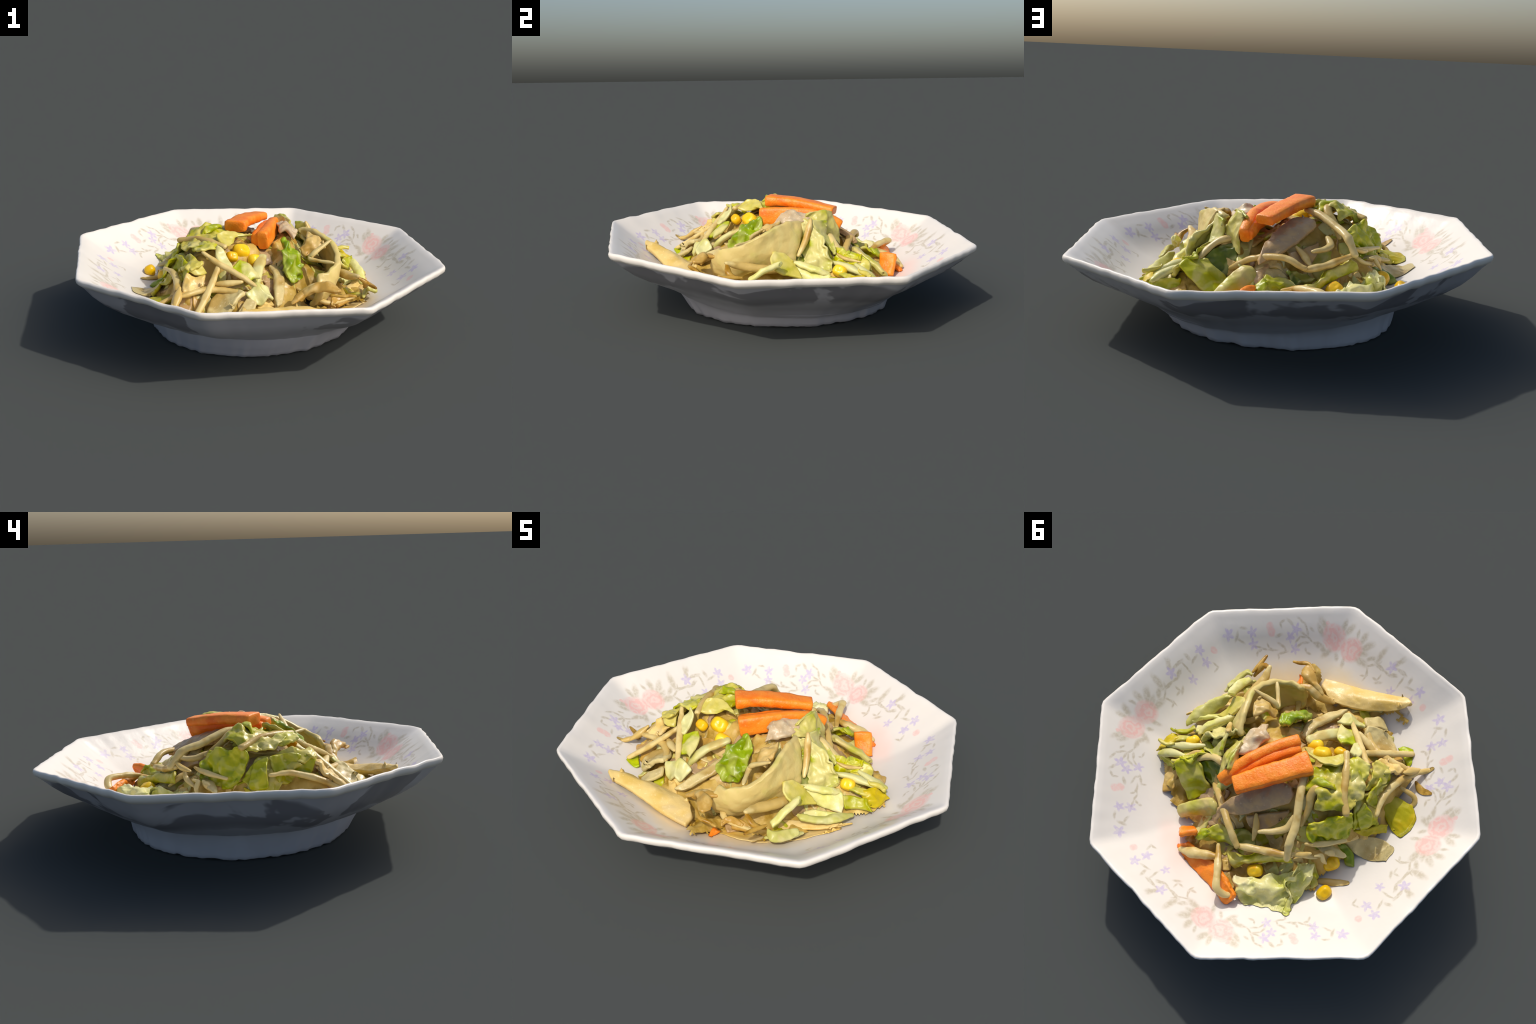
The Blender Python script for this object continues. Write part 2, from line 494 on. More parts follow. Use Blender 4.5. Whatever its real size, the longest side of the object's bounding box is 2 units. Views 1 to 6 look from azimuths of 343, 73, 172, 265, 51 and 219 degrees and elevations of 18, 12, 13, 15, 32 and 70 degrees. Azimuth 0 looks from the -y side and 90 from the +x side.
def sheet(name, mat, rows, thick, ruf=0.006, edge_round=0.45, drape=None):
    """A leaf or slice: a smooth surface through a control net, ruffled, with a rounded rim all round."""
    _count[0] += 1
    seed = _count[0] * 2.11
    G = np.asarray(rows, float)
    R, Cn = G.shape[:2]
    lu = np.linalg.norm(np.diff(G, axis=0), axis=2).sum(0).max()
    lv = np.linalg.norm(np.diff(G, axis=1), axis=2).sum(1).max()
    nu, nv = int(np.clip(lu / 0.0065, 14, 60)), int(np.clip(lv / 0.0065, 14, 60))

    def spaced(n):
        s = np.linspace(0, 1, n)
        return 0.6 * s + 0.4 * (1 - np.cos(math.pi * s)) / 2

    u, v = spaced(nu), spaced(nv)
    cols = np.stack([catmull(G[r], v) for r in range(R)])            # R x nv x 3
    S = np.stack([catmull(cols[:, j], u) for j in range(nv)], 1)      # nu x nv x 3
    # ragged rim: pull the border in a little by noise, round the corners
    mid = S.mean((0, 1))
    for i in range(nu):
        for j in range(nv):
            du, dv = abs(2 * u[i] - 1), abs(2 * v[j] - 1)
            corner = (du * dv) ** 3
            edge = max(du, dv) ** 6
            k = 1.03 - 0.09 * corner - 0.06 * edge * (0.5 + bumpy(S[i, j], 16, seed) + 0.6 * bumpy(S[i, j], 38, seed + 3))
            S[i, j] = mid + (S[i, j] - mid) * k
    if drape is not None:
        for q in S.reshape(-1, 3):
            q[2] = inner_height(q[0], q[1]) + drape
    gu, gv = np.gradient(S, axis=0), np.gradient(S, axis=1)
    N = np.cross(gu, gv)
    N /= np.maximum(np.linalg.norm(N, axis=2, keepdims=True), 1e-9)
    if N[..., 2].mean() < 0:
        N = -N
    top, bot = np.zeros_like(S), np.zeros_like(S)
    for i in range(nu):
        for j in range(nv):
            p = S[i, j]
            edge = max(abs(2 * u[i] - 1), abs(2 * v[j] - 1))
            fold = 0.55 - 3.0 * abs(bumpy(p, 13, seed + 11))
            crease = 0.5 - 2.5 * abs(bumpy(p, 30, seed + 13))
            d = ruf * (1.3 * bumpy(p, 9, seed) + 0.9 * fold + 1.1 * bumpy(p, 21, seed + 5) * (0.4 + edge) + 0.45 * crease + 0.3 * bumpy(p, 55, seed + 9))
            rim = min(u[i], 1 - u[i]) * lu, min(v[j], 1 - v[j]) * lv
            h = thick * 0.5 * min(1.0, min(rim) / (thick * edge_round)) ** 0.5
            h *= 1 + 0.25 * bumpy(p, 22, seed + 2)
            top[i, j] = p + N[i, j] * (d + h - 0.5 * thick)
            bot[i, j] = p + N[i, j] * (d - h - 0.5 * thick)
    verts = [q for q in top.reshape(-1, 3)]
    idx = {}
    for i in range(nu):
        for j in range(nv):
            if i in (0, nu - 1) or j in (0, nv - 1):
                idx[i, j] = i * nv + j
            else:
                idx[i, j] = len(verts)
                verts.append(bot[i, j])
    settle(verts)
    faces = []
    for i in range(nu - 1):
        for j in range(nv - 1):
            faces.append((i * nv + j, (i + 1) * nv + j, (i + 1) * nv + j + 1, i * nv + j + 1))
            faces.append((idx[i, j], idx[i, j + 1], idx[i + 1, j + 1], idx[i + 1, j]))
    CLOUD.extend(S[::2, ::2].reshape(-1, 3))
    me = build_mesh(name, verts, faces)
    return new_object(name, me, mat, DISH)


def kernel(centre, size, axis):
    """Sweetcorn kernel: a squarish bead, narrower at the root, dented at the crown."""
    _count[0] += 1
    seed = _count[0] * 0.77
    w = unit(np.asarray(axis, float))
    a = unit(np.cross(w, (0.3, 0.2, 1.0)))
    b = np.cross(w, a)
    verts, faces = [], []
    nl, ns = 14, 20
    for i in range(nl + 1):
        th = math.pi * i / nl
        for j in range(ns):
            ph = 2 * math.pi * j / ns
            s = math.sin(th) ** 0.8
            cx, cy = math.cos(ph), math.sin(ph)
            x = math.copysign(abs(cx) ** 0.75, cx) * s
            y = math.copysign(abs(cy) ** 0.75, cy) * s * 0.82
            z = math.cos(th)
            k = 1.0 if z > 0 else 1.0 + 0.3 * z
            dent = -0.22 * math.exp(-((x * x + y * y) / 0.16)) if z > 0 else 0
            q = np.asarray(centre) + size * 0.85 * (a * x * k + b * y * k + w * (z * 0.95 + dent))
            verts.append(q + w * size * 0.06 * bumpy(q, 30, seed))
    for i in range(nl):
        for j in range(ns):
            faces.append((i * ns + j, (i + 1) * ns + j, (i + 1) * ns + (j + 1) % ns, i * ns + (j + 1) % ns))
    settle(verts)
    CLOUD.append(np.asarray(centre) - np.array((0, 0, size)))
    return new_object("corn_kernel", build_mesh("corn_kernel", verts, faces), CORN, DISH)


# ------------------------------------------------------------------ the pieces of food

# carrot sticks
strand("carrot_stick", CARROT, [(-0.128, -0.055, 0.556), (-0.060, 0.040, 0.553), (0.020, 0.140, 0.536), (0.098, 0.238, 0.514)], 0.058, flat=0.5, box=4.5, wob=0.12, taper=0.6)
strand("carrot_stick", CARROT, [(0.000, -0.135, 0.485), (0.070, -0.030, 0.495), (0.135, 0.100, 0.488), (0.172, 0.195, 0.462), (0.188, 0.235, 0.440)], 0.05, flat=0.62, box=4.5, wob=0.07, up=(0.85, -0.5, 0.1))
strand("carrot_stick", CARROT, [(-0.020, -0.110, 0.485), (0.055, 0.010, 0.495), (0.130, 0.140, 0.478), (0.178, 0.235, 0.445)], 0.04, flat=0.95, box=3.5, wob=0.14)
sheet("carrot_slice", CARROT, [
    [(0.232, 0.568, 0.280), (0.200, 0.520, 0.285), (0.165, 0.485, 0.280)],
    [(0.258, 0.540, 0.228), (0.220, 0.500, 0.225), (0.180, 0.475, 0.220)],
    [(0.285, 0.508, 0.172), (0.250, 0.480, 0.165), (0.210, 0.460, 0.165)]], 0.03, ruf=0.003)
sheet("carrot_slice", CARROT, [
    [(0.237, 0.610, 0.176), (0.193, 0.579, 0.210)],
    [(0.095, 0.649, 0.185), (0.021, 0.560, 0.240)],
    [(-0.038, 0.671, 0.200), (-0.086, 0.596, 0.280)],
    [(-0.171, 0.711, 0.215), (-0.209, 0.641, 0.280)]], 0.03, ruf=0.004)
sheet("carrot_slice", CARROT, [
    [(0.289, -0.497, 0.190), (0.249, -0.514, 0.200)],
    [(0.293, -0.537, 0.180), (0.272, -0.554, 0.190)],
    [(0.298, -0.566, 0.180), (0.284, -0.574, 0.180)]], 0.02)

# corn kernels
kernel((-0.134, -0.165, 0.445), 0.058, (0.4, -0.5, 0.6))
kernel((-0.070, -0.200, 0.400), 0.05, (0.5, -0.6, 0.3))
kernel((0.493, 0.125, 0.265), 0.045, (0.7, -0.4, 0.5))
kernel((-0.193, 0.471, 0.245), 0.05, (0.0, 0.5, 0.8))
kernel((-0.471, 0.207, 0.225), 0.055, (-0.2, 0.5, 0.7))
kernel((-0.533, 0.350, 0.220), 0.048, (-0.3, 0.3, 0.9))
kernel((-0.200, -0.230, 0.445), 0.04, (0.2, -0.6, 0.5))

# bean sprouts
strand("bean_sprout", SPROUT, [(-0.139, -0.009, 0.530), (-0.185, 0.090, 0.525), (-0.250, 0.210, 0.485), (-0.277, 0.297, 0.462), (-0.304, 0.355, 0.395)], 0.0204, taper=0.9)
strand("bean_sprout", SPROUT, [(-0.236, -0.228, 0.515), (-0.300, -0.130, 0.525), (-0.350, -0.050, 0.520), (-0.415, 0.025, 0.497)], 0.0179, taper=0.9)
strand("bean_sprout", SPROUT, [(-0.350, -0.245, 0.500), (-0.290, -0.300, 0.455), (-0.210, -0.370, 0.410), (-0.120, -0.450, 0.350)], 0.0179)
strand("bean_sprout", SPROUT, [(-0.470, -0.520, 0.265), (-0.400, -0.440, 0.325), (-0.340, -0.370, 0.385), (-0.295, -0.310, 0.435)], 0.0187, taper=0.85)
strand("bean_sprout", SPROUT, [(-0.601, -0.494, 0.290), (-0.549, -0.420, 0.315), (-0.505, -0.302, 0.360), (-0.499, -0.185, 0.390), (-0.524, -0.098, 0.390)], 0.0179)
strand("bean_sprout", SPROUT, [(0.244, 0.245, 0.299), (0.152, 0.306, 0.360), (0.030, 0.393, 0.385), (-0.059, 0.444, 0.350)], 0.0195, taper=0.8)
strand("bean_sprout", SPROUT, [(-0.120, 0.325, 0.400), (-0.183, 0.274, 0.400), (-0.215, 0.229, 0.410), (-0.211, 0.178, 0.430)], 0.0204)
strand("bean_sprout", SPROUT, [(-0.052, 0.274, 0.400), (-0.082, 0.315, 0.370), (-0.101, 0.364, 0.340)], 0.017)
strand("bean_sprout", SPROUT, [(0.410, 0.210, 0.310), (0.360, 0.170, 0.360), (0.300, 0.155, 0.405), (0.236, 0.156, 0.425), (0.224, 0.119, 0.460)], 0.0204)
strand("bean_sprout", SPROUT, [(0.414, -0.436, 0.345), (0.402, -0.365, 0.325), (0.411, -0.258, 0.303), (0.396, -0.171, 0.290), (0.364, -0.114, 0.285)], 0.0255)
strand("bean_sprout", SPROUT, [(0.035, 0.485, 0.262), (-0.010, 0.540, 0.285), (-0.055, 0.600, 0.298), (-0.100, 0.663, 0.298), (-0.150, 0.663, 0.270), (-0.184, 0.623, 0.250)], 0.0204)
strand("bean_sprout", SPROUT, [(0.183, 0.605, 0.215), (0.104, 0.581, 0.245), (0.011, 0.538, 0.275)], 0.0289)
strand("bean_sprout", SPROUT, [(-0.315, 0.292, 0.370), (-0.359, 0.280, 0.340), (-0.407, 0.249, 0.320)], 0.0145)
strand("onion_strip", ONION, [(-0.380, 0.196, 0.340), (-0.439, 0.180, 0.335), (-0.502, 0.160, 0.325)], 0.028, flat=0.5)
strand("bean_sprout", SPROUT, [(-0.471, 0.312, 0.200), (-0.539, 0.275, 0.210), (-0.592, 0.242, 0.215)], 0.0221)
strand("bean_sprout", SPROUT, [(-0.273, -0.008, 0.540), (-0.235, 0.019, 0.550), (-0.229, 0.057, 0.530), (-0.252, 0.109, 0.490), (-0.264, 0.179, 0.440)], 0.0221)
strand("sprout_root", BROWN, [(0.216, -0.579, 0.310), (0.270, -0.600, 0.305), (0.314, -0.580, 0.295), (0.346, -0.571, 0.286)], 0.012)
strand("sprout_root", BROWN, [(0.492, -0.394, 0.280), (0.488, -0.448, 0.285), (0.488, -0.504, 0.289)], 0.014)
strand("sprout_root", BROWN, [(0.425, -0.445, 0.330), (0.463, -0.443, 0.300), (0.478, -0.391, 0.260)], 0.018)
strand("bean_sprout", SPROUT, [(-0.205, -0.404, 0.380), (-0.253, -0.389, 0.375), (-0.320, -0.363, 0.370)], 0.0204)
strand("cabbage_rib", PALE, [(-0.030, -0.210, 0.430), (-0.070, -0.280, 0.408), (-0.105, -0.335, 0.370), (-0.136, -0.370, 0.315)], 0.034, flat=0.55, taper=0.8)
strand("bean_sprout", SPROUT, [(0.308, 0.034, 0.511), (0.339, -0.001, 0.426), (0.377, -0.054, 0.353)], 0.0179)
strand("bean_sprout", SPROUT, [(-0.215, -0.456, 0.341), (-0.294, -0.399, 0.347), (-0.387, -0.383, 0.354), (-0.504, -0.403, 0.345)], 0.0221)
strand("bean_sprout", SPROUT, [(-0.511, -0.373, 0.370), (-0.527, -0.407, 0.342), (-0.551, -0.447, 0.314)], 0.0204)
strand("bean_sprout", SPROUT, [(-0.337, 0.238, 0.390), (-0.395, 0.191, 0.380), (-0.475, 0.105, 0.370)], 0.0153)
strand("bean_sprout", SPROUT, [(-0.405, 0.249, 0.350), (-0.425, 0.230, 0.346), (-0.442, 0.240, 0.321), (-0.458, 0.238, 0.298)], 0.0136)
strand("bean_sprout", SPROUT, [(-0.437, 0.201, 0.350), (-0.454, 0.184, 0.336), (-0.469, 0.165, 0.321)], 0.0213)
strand("bean_sprout", SPROUT, [(-0.314, 0.325, 0.412), (-0.350, 0.299, 0.396), (-0.377, 0.268, 0.389)], 0.0153)
strand("bean_sprout", SPROUT, [(-0.074, 0.433, 0.343), (-0.169, 0.390, 0.353), (-0.307, 0.332, 0.392)], 0.0221)
strand("bean_sprout", SPROUT, [(0.136, -0.300, 0.260), (0.166, -0.362, 0.245), (0.211, -0.427, 0.230), (0.277, -0.444, 0.215), (0.407, -0.399, 0.210)], 0.0153)
strand("bean_sprout", SPROUT, [(0.381, -0.110, 0.300), (0.320, -0.111, 0.350), (0.271, -0.150, 0.385), (0.223, -0.143, 0.430)], 0.0136)
strand("bean_sprout", SPROUT, [(0.305, -0.365, 0.405), (0.223, -0.266, 0.404), (0.256, -0.257, 0.440), (0.341, -0.238, 0.483)], 0.0153)
strand("bean_sprout", SPROUT, [(-0.284, 0.360, 0.300), (-0.278, 0.304, 0.340), (-0.223, 0.256, 0.330)], 0.017)
strand("bean_sprout", SPROUT, [(-0.432, -0.367, 0.360), (-0.477, -0.373, 0.350), (-0.529, -0.388, 0.330)], 0.0187)
strand("bean_sprout", SPROUT, [(-0.535, -0.313, 0.310), (-0.610, -0.324, 0.280), (-0.632, -0.297, 0.260), (-0.612, -0.266, 0.250)], 0.0153)
strand("sprout_root", BROWN, [(-0.581, -0.393, 0.280), (-0.625, -0.376, 0.260), (-0.665, -0.380, 0.245)], 0.018)
strand("bean_sprout", SPROUT, [(0.391, 0.152, 0.339), (0.429, 0.179, 0.321), (0.472, 0.239, 0.309)], 0.0119)

# cabbage ribs and leaves
sheet("cabbage_rib", RIB, [
    [(0.235, 0.000, 0.485), (0.262, -0.040, 0.493), (0.314, -0.157, 0.487), (0.345, -0.268, 0.446), (0.300, -0.380, 0.382), (0.180, -0.440, 0.347)],
    [(0.320, -0.055, 0.390), (0.335, -0.090, 0.380), (0.345, -0.180, 0.365), (0.340, -0.285, 0.335), (0.285, -0.385, 0.297), (0.175, -0.450, 0.285)],
    [(0.357, -0.084, 0.280), (0.367, -0.136, 0.250), (0.317, -0.193, 0.225), (0.275, -0.278, 0.210), (0.231, -0.360, 0.200), (0.150, -0.429, 0.210)]], 0.03, ruf=0.003)
sheet("cabbage_leaf", LEAFA, [
    [(0.251, -0.037, 0.490), (0.299, -0.008, 0.490), (0.327, 0.032, 0.480), (0.378, 0.064, 0.430), (0.428, 0.063, 0.390)],
    [(0.293, -0.054, 0.390), (0.318, -0.012, 0.365), (0.365, 0.011, 0.370), (0.405, 0.055, 0.345), (0.457, 0.080, 0.320)],
    [(0.361, -0.095, 0.280), (0.389, -0.048, 0.260), (0.437, -0.018, 0.270), (0.460, 0.041, 0.255), (0.486, 0.098, 0.255)]], 0.014, ruf=0.014)
sheet("cabbage_leaf", LEAFB, [
    [(0.218, 0.035, 0.528), (0.212, 0.110, 0.536), (0.205, 0.170, 0.538), (0.195, 0.205, 0.525)],
    [(0.207, 0.034, 0.500), (0.228, 0.085, 0.495), (0.244, 0.144, 0.485), (0.215, 0.225, 0.430)],
    [(0.235, -0.016, 0.475), (0.250, 0.050, 0.455), (0.271, 0.119, 0.430), (0.215, 0.250, 0.330)]], 0.014, ruf=0.006)
sheet("cabbage_leaf", LEAFA, [
    [(0.308, 0.030, 0.515), (0.290, 0.134, 0.490), (0.270, 0.132, 0.470)],
    [(0.324, 0.056, 0.453), (0.300, 0.112, 0.438), (0.279, 0.136, 0.430)],
    [(0.355, 0.122, 0.376), (0.336, 0.131, 0.385), (0.298, 0.145, 0.402)],
    [(0.410, 0.133, 0.334), (0.394, 0.144, 0.340), (0.372, 0.137, 0.355)]], 0.014, ruf=0.004)
sheet("cabbage_leaf", LEAFA, [
    [(0.215, 0.060, 0.530), (0.205, 0.150, 0.535), (0.188, 0.205, 0.525)],
    [(0.206, 0.118, 0.455), (0.180, 0.124, 0.450), (0.149, 0.153, 0.450)],
    [(0.212, 0.182, 0.375), (0.189, 0.188, 0.370), (0.151, 0.199, 0.380)],
    [(0.223, 0.290, 0.305), (0.203, 0.296, 0.310), (0.166, 0.242, 0.320)]], 0.016, ruf=0.004)
sheet("onion_curl", WHITE, [
    [(0.105, -0.075, 0.515), (0.122, -0.030, 0.530), (0.130, 0.040, 0.515), (0.175, 0.110, 0.500)],
    [(0.155, -0.085, 0.515), (0.175, -0.030, 0.535), (0.175, 0.030, 0.520), (0.200, 0.100, 0.505)],
    [(0.178, -0.140, 0.465), (0.210, -0.090, 0.485), (0.235, -0.030, 0.490), (0.235, 0.050, 0.490)]], 0.024, ruf=0.008)
sheet("cabbage_leaf", DARKLEAF, [
    [(0.390, 0.205, 0.305), (0.320, 0.175, 0.365), (0.233, 0.165, 0.400)],
    [(0.365, 0.238, 0.280), (0.284, 0.215, 0.315), (0.217, 0.218, 0.350)],
    [(0.315, 0.236, 0.240), (0.277, 0.253, 0.235), (0.215, 0.257, 0.290)]], 0.014, ruf=0.008)
sheet("cabbage_leaf", LEAFB, [
    [(0.500, 0.287, 0.310), (0.458, 0.252, 0.330), (0.426, 0.199, 0.325), (0.359, 0.226, 0.320)],
    [(0.433, 0.327, 0.260), (0.389, 0.305, 0.285), (0.354, 0.268, 0.290), (0.294, 0.264, 0.280)],
    [(0.383, 0.350, 0.205), (0.342, 0.331, 0.235), (0.307, 0.294, 0.240), (0.257, 0.269, 0.240)],
    [(0.331, 0.384, 0.190), (0.306, 0.364, 0.205), (0.279, 0.326, 0.210), (0.256, 0.282, 0.210)]], 0.018, ruf=0.004)
sheet("cabbage_rib", RIB, [
    [(0.369, 0.445, 0.205), (0.283, 0.373, 0.275), (0.196, 0.309, 0.328)],
    [(0.336, 0.473, 0.190), (0.256, 0.408, 0.260), (0.152, 0.341, 0.320)],
    [(0.299, 0.482, 0.165), (0.224, 0.424, 0.215), (0.122, 0.369, 0.270)]], 0.028, ruf=0.004)
sheet("onion_slice", SLICE, [
    [(0.101, 0.270, 0.420), (0.031, 0.186, 0.472), (-0.039, 0.106, 0.497), (-0.109, 0.051, 0.505)],
    [(0.130, 0.346, 0.375), (0.018, 0.267, 0.435), (-0.064, 0.178, 0.478), (-0.152, 0.100, 0.495)],
    [(0.145, 0.388, 0.325), (0.029, 0.334, 0.380), (-0.081, 0.240, 0.430), (-0.177, 0.133, 0.468)]], 0.03, ruf=0.003)
sheet("onion_slice", SLICE, [
    [(-0.012, 0.309, 0.380), (-0.076, 0.236, 0.380), (-0.180, 0.152, 0.400)],
    [(-0.045, 0.332, 0.340), (-0.106, 0.316, 0.320), (-0.172, 0.205, 0.360)]], 0.02, ruf=0.004)
sheet("cabbage_leaf", LEAFC, [
    [(-0.143, -0.076, 0.500), (-0.192, -0.129, 0.505), (-0.239, -0.184, 0.505), (-0.283, -0.230, 0.505)],
    [(-0.178, 0.026, 0.520), (-0.223, -0.045, 0.535), (-0.291, -0.103, 0.520), (-0.363, -0.181, 0.510)],
    [(-0.250, 0.047, 0.545), (-0.290, 0.024, 0.560), (-0.345, -0.037, 0.515), (-0.428, -0.127, 0.480)],
    [(-0.282, 0.127, 0.500), (-0.347, 0.067, 0.505), (-0.413, 0.014, 0.480), (-0.423, -0.039, 0.460)]], 0.014, ruf=0.012)
sheet("cabbage_leaf", GREENLEAF, [
    [(-0.179, 0.020, 0.510), (-0.180, -0.008, 0.545), (-0.226, -0.040, 0.550), (-0.292, -0.062, 0.530)],
    [(-0.189, 0.057, 0.510), (-0.219, 0.020, 0.550), (-0.262, -0.014, 0.560), (-0.309, -0.046, 0.540)],
    [(-0.194, 0.032, 0.510), (-0.237, 0.014, 0.545), (-0.272, -0.016, 0.550), (-0.322, -0.029, 0.520)]], 0.018, ruf=0.012)
sheet("cabbage_leaf", LEAFC, [
    [(-0.362, -0.273, 0.460), (-0.376, -0.311, 0.455), (-0.440, -0.322, 0.440)],
    [(-0.411, -0.199, 0.480), (-0.427, -0.255, 0.455), (-0.458, -0.289, 0.430)],
    [(-0.421, -0.122, 0.460), (-0.450, -0.183, 0.440), (-0.482, -0.259, 0.410)]], 0.014, ruf=0.01)
sheet("cabbage_leaf", GREENLEAF, [
    [(-0.262, -0.209, 0.515), (-0.293, -0.246, 0.515), (-0.366, -0.241, 0.520)],
    [(-0.320, -0.144, 0.520), (-0.347, -0.179, 0.515), (-0.395, -0.201, 0.505)],
    [(-0.376, -0.067, 0.500), (-0.382, -0.125, 0.490), (-0.406, -0.173, 0.480)]], 0.014, ruf=0.008)
sheet("cabbage_leaf", LEAFC, [
    [(-0.400, -0.056, 0.450), (-0.423, -0.113, 0.445), (-0.450, -0.184, 0.430), (-0.472, -0.266, 0.410)],
    [(-0.446, -0.006, 0.400), (-0.470, -0.066, 0.370), (-0.494, -0.101, 0.360), (-0.479, -0.172, 0.360)],
    [(-0.468, 0.042, 0.340), (-0.518, -0.025, 0.310), (-0.549, -0.075, 0.290), (-0.537, -0.120, 0.280)]], 0.014, ruf=0.012)
sheet("cabbage_leaf", YELLOWLEAF, [
    [(-0.478, 0.038, 0.330), (-0.528, -0.036, 0.300), (-0.561, -0.092, 0.285), (-0.597, -0.112, 0.270)],
    [(-0.525, 0.015, 0.280), (-0.559, -0.024, 0.260), (-0.591, -0.064, 0.250), (-0.614, -0.085, 0.240)]], 0.018, ruf=0.01)
sheet("cabbage_leaf", LEAFC, [
    [(-0.452, -0.090, 0.452), (-0.450, -0.200, 0.462), (-0.442, -0.318, 0.440)],
    [(-0.475, -0.105, 0.400), (-0.475, -0.200, 0.405), (-0.465, -0.305, 0.400)],
    [(-0.500, -0.125, 0.335), (-0.495, -0.180, 0.325), (-0.478, -0.280, 0.355)]], 0.014, ruf=0.012)
sheet("cabbage_leaf", LEAFB, [
    [(-0.445, -0.020, 0.420), (-0.455, -0.060, 0.442), (-0.458, -0.092, 0.452)],
    [(-0.485, 0.000, 0.370), (-0.500, -0.040, 0.385), (-0.510, -0.080, 0.390)],
    [(-0.510, 0.010, 0.310), (-0.530, -0.040, 0.310), (-0.552, -0.080, 0.325)]], 0.014, ruf=0.012)
sheet("cabbage_leaf", GREENLEAF, [
    [(-0.280, 0.175, 0.455), (-0.350, 0.110, 0.475), (-0.400, 0.050, 0.482), (-0.440, -0.000, 0.482)],
    [(-0.310, 0.210, 0.420), (-0.385, 0.135, 0.430), (-0.430, 0.070, 0.435), (-0.462, 0.010, 0.430)],
    [(-0.345, 0.215, 0.380), (-0.415, 0.145, 0.370), (-0.455, 0.085, 0.365), (-0.478, 0.030, 0.370)],
    [(-0.390, 0.200, 0.335), (-0.440, 0.130, 0.310), (-0.465, 0.090, 0.308), (-0.480, 0.040, 0.325)]], 0.014, ruf=0.016)
sheet("onion_slice", ONION, [
    [(-0.452, 0.086, 0.270), (-0.535, -0.009, 0.250), (-0.615, -0.059, 0.235)],
    [(-0.502, 0.093, 0.235), (-0.580, 0.028, 0.235), (-0.691, -0.041, 0.225)],
    [(-0.568, 0.090, 0.205), (-0.636, 0.076, 0.205), (-0.693, 0.040, 0.210)]], 0.022, ruf=0.004)
sheet("cabbage_leaf", YELLOWLEAF, [
    [(-0.498, -0.193, 0.280), (-0.531, -0.266, 0.275), (-0.638, -0.286, 0.265)],
    [(-0.550, -0.148, 0.250), (-0.619, -0.203, 0.260), (-0.685, -0.239, 0.245)],
    [(-0.625, -0.105, 0.225), (-0.683, -0.114, 0.235), (-0.703, -0.182, 0.230)]], 0.022, ruf=0.004)
sheet("pepper_strip", PEPPER, [
    [(-0.429, 0.129, 0.270), (-0.469, 0.086, 0.270)],
    [(-0.490, 0.137, 0.245), (-0.537, 0.102, 0.245)],
    [(-0.534, 0.177, 0.200), (-0.583, 0.152, 0.200)]], 0.035, ruf=0.006)
sheet("cabbage_leaf", LEAFP, [
    [(-0.108, 0.572, 0.275), (-0.216, 0.493, 0.265), (-0.331, 0.375, 0.265), (-0.345, 0.307, 0.280), (-0.424, 0.249, 0.285)],
    [(-0.169, 0.611, 0.255), (-0.271, 0.532, 0.270), (-0.369, 0.441, 0.275), (-0.360, 0.383, 0.285), (-0.450, 0.336, 0.270)],
    [(-0.211, 0.630, 0.215), (-0.324, 0.564, 0.225), (-0.405, 0.489, 0.240), (-0.396, 0.469, 0.255), (-0.459, 0.442, 0.240)],
    [(-0.240, 0.652, 0.200), (-0.345, 0.592, 0.205), (-0.442, 0.562, 0.210), (-0.435, 0.562, 0.215), (-0.458, 0.520, 0.215)]], 0.016, ruf=0.015)
sheet("cabbage_leaf", LEAFC, [
    [(-0.004, 0.475, 0.250), (-0.108, 0.440, 0.270), (-0.177, 0.370, 0.310), (-0.262, 0.323, 0.340)],
    [(-0.055, 0.520, 0.275), (-0.134, 0.472, 0.295), (-0.201, 0.400, 0.325), (-0.296, 0.337, 0.350)],
    [(-0.104, 0.540, 0.230), (-0.139, 0.481, 0.255), (-0.215, 0.420, 0.285), (-0.351, 0.339, 0.315)]], 0.016, ruf=0.006)
sheet("cabbage_leaf", GREENLEAF, [
    [(0.157, 0.528, 0.250), (0.159, 0.477, 0.280), (0.130, 0.449, 0.290)],
    [(0.135, 0.535, 0.245), (0.109, 0.501, 0.275), (0.096, 0.460, 0.295)]], 0.02, ruf=0.01)
sheet("cabbage_leaf", LEAFB, [
    [(0.137, 0.525, 0.250), (0.123, 0.459, 0.290), (0.096, 0.384, 0.295)],
    [(0.097, 0.498, 0.240), (0.065, 0.455, 0.275), (0.014, 0.394, 0.285)],
    [(0.050, 0.479, 0.235), (0.004, 0.456, 0.250), (-0.044, 0.439, 0.250)]], 0.016, ruf=0.008)
sheet("cabbage_leaf", DARKLEAF, [
    [(0.020, 0.383, 0.310), (-0.031, 0.340, 0.300), (-0.099, 0.348, 0.290)],
    [(-0.030, 0.443, 0.270), (-0.081, 0.405, 0.270), (-0.131, 0.383, 0.280)]], 0.016, ruf=0.01)
sheet("pepper_leaf", PEPPER, [
    [(0.070, -0.205, 0.475), (0.089, -0.175, 0.492), (0.125, -0.165, 0.475), (0.165, -0.185, 0.435)],
    [(0.060, -0.290, 0.435), (0.095, -0.255, 0.460), (0.135, -0.235, 0.430), (0.180, -0.235, 0.400)],
    [(0.055, -0.345, 0.370), (0.090, -0.325, 0.390), (0.135, -0.295, 0.370), (0.185, -0.275, 0.350)],
    [(0.080, -0.345, 0.300), (0.105, -0.335, 0.295), (0.140, -0.320, 0.290), (0.170, -0.295, 0.290)]], 0.024, ruf=0.016)
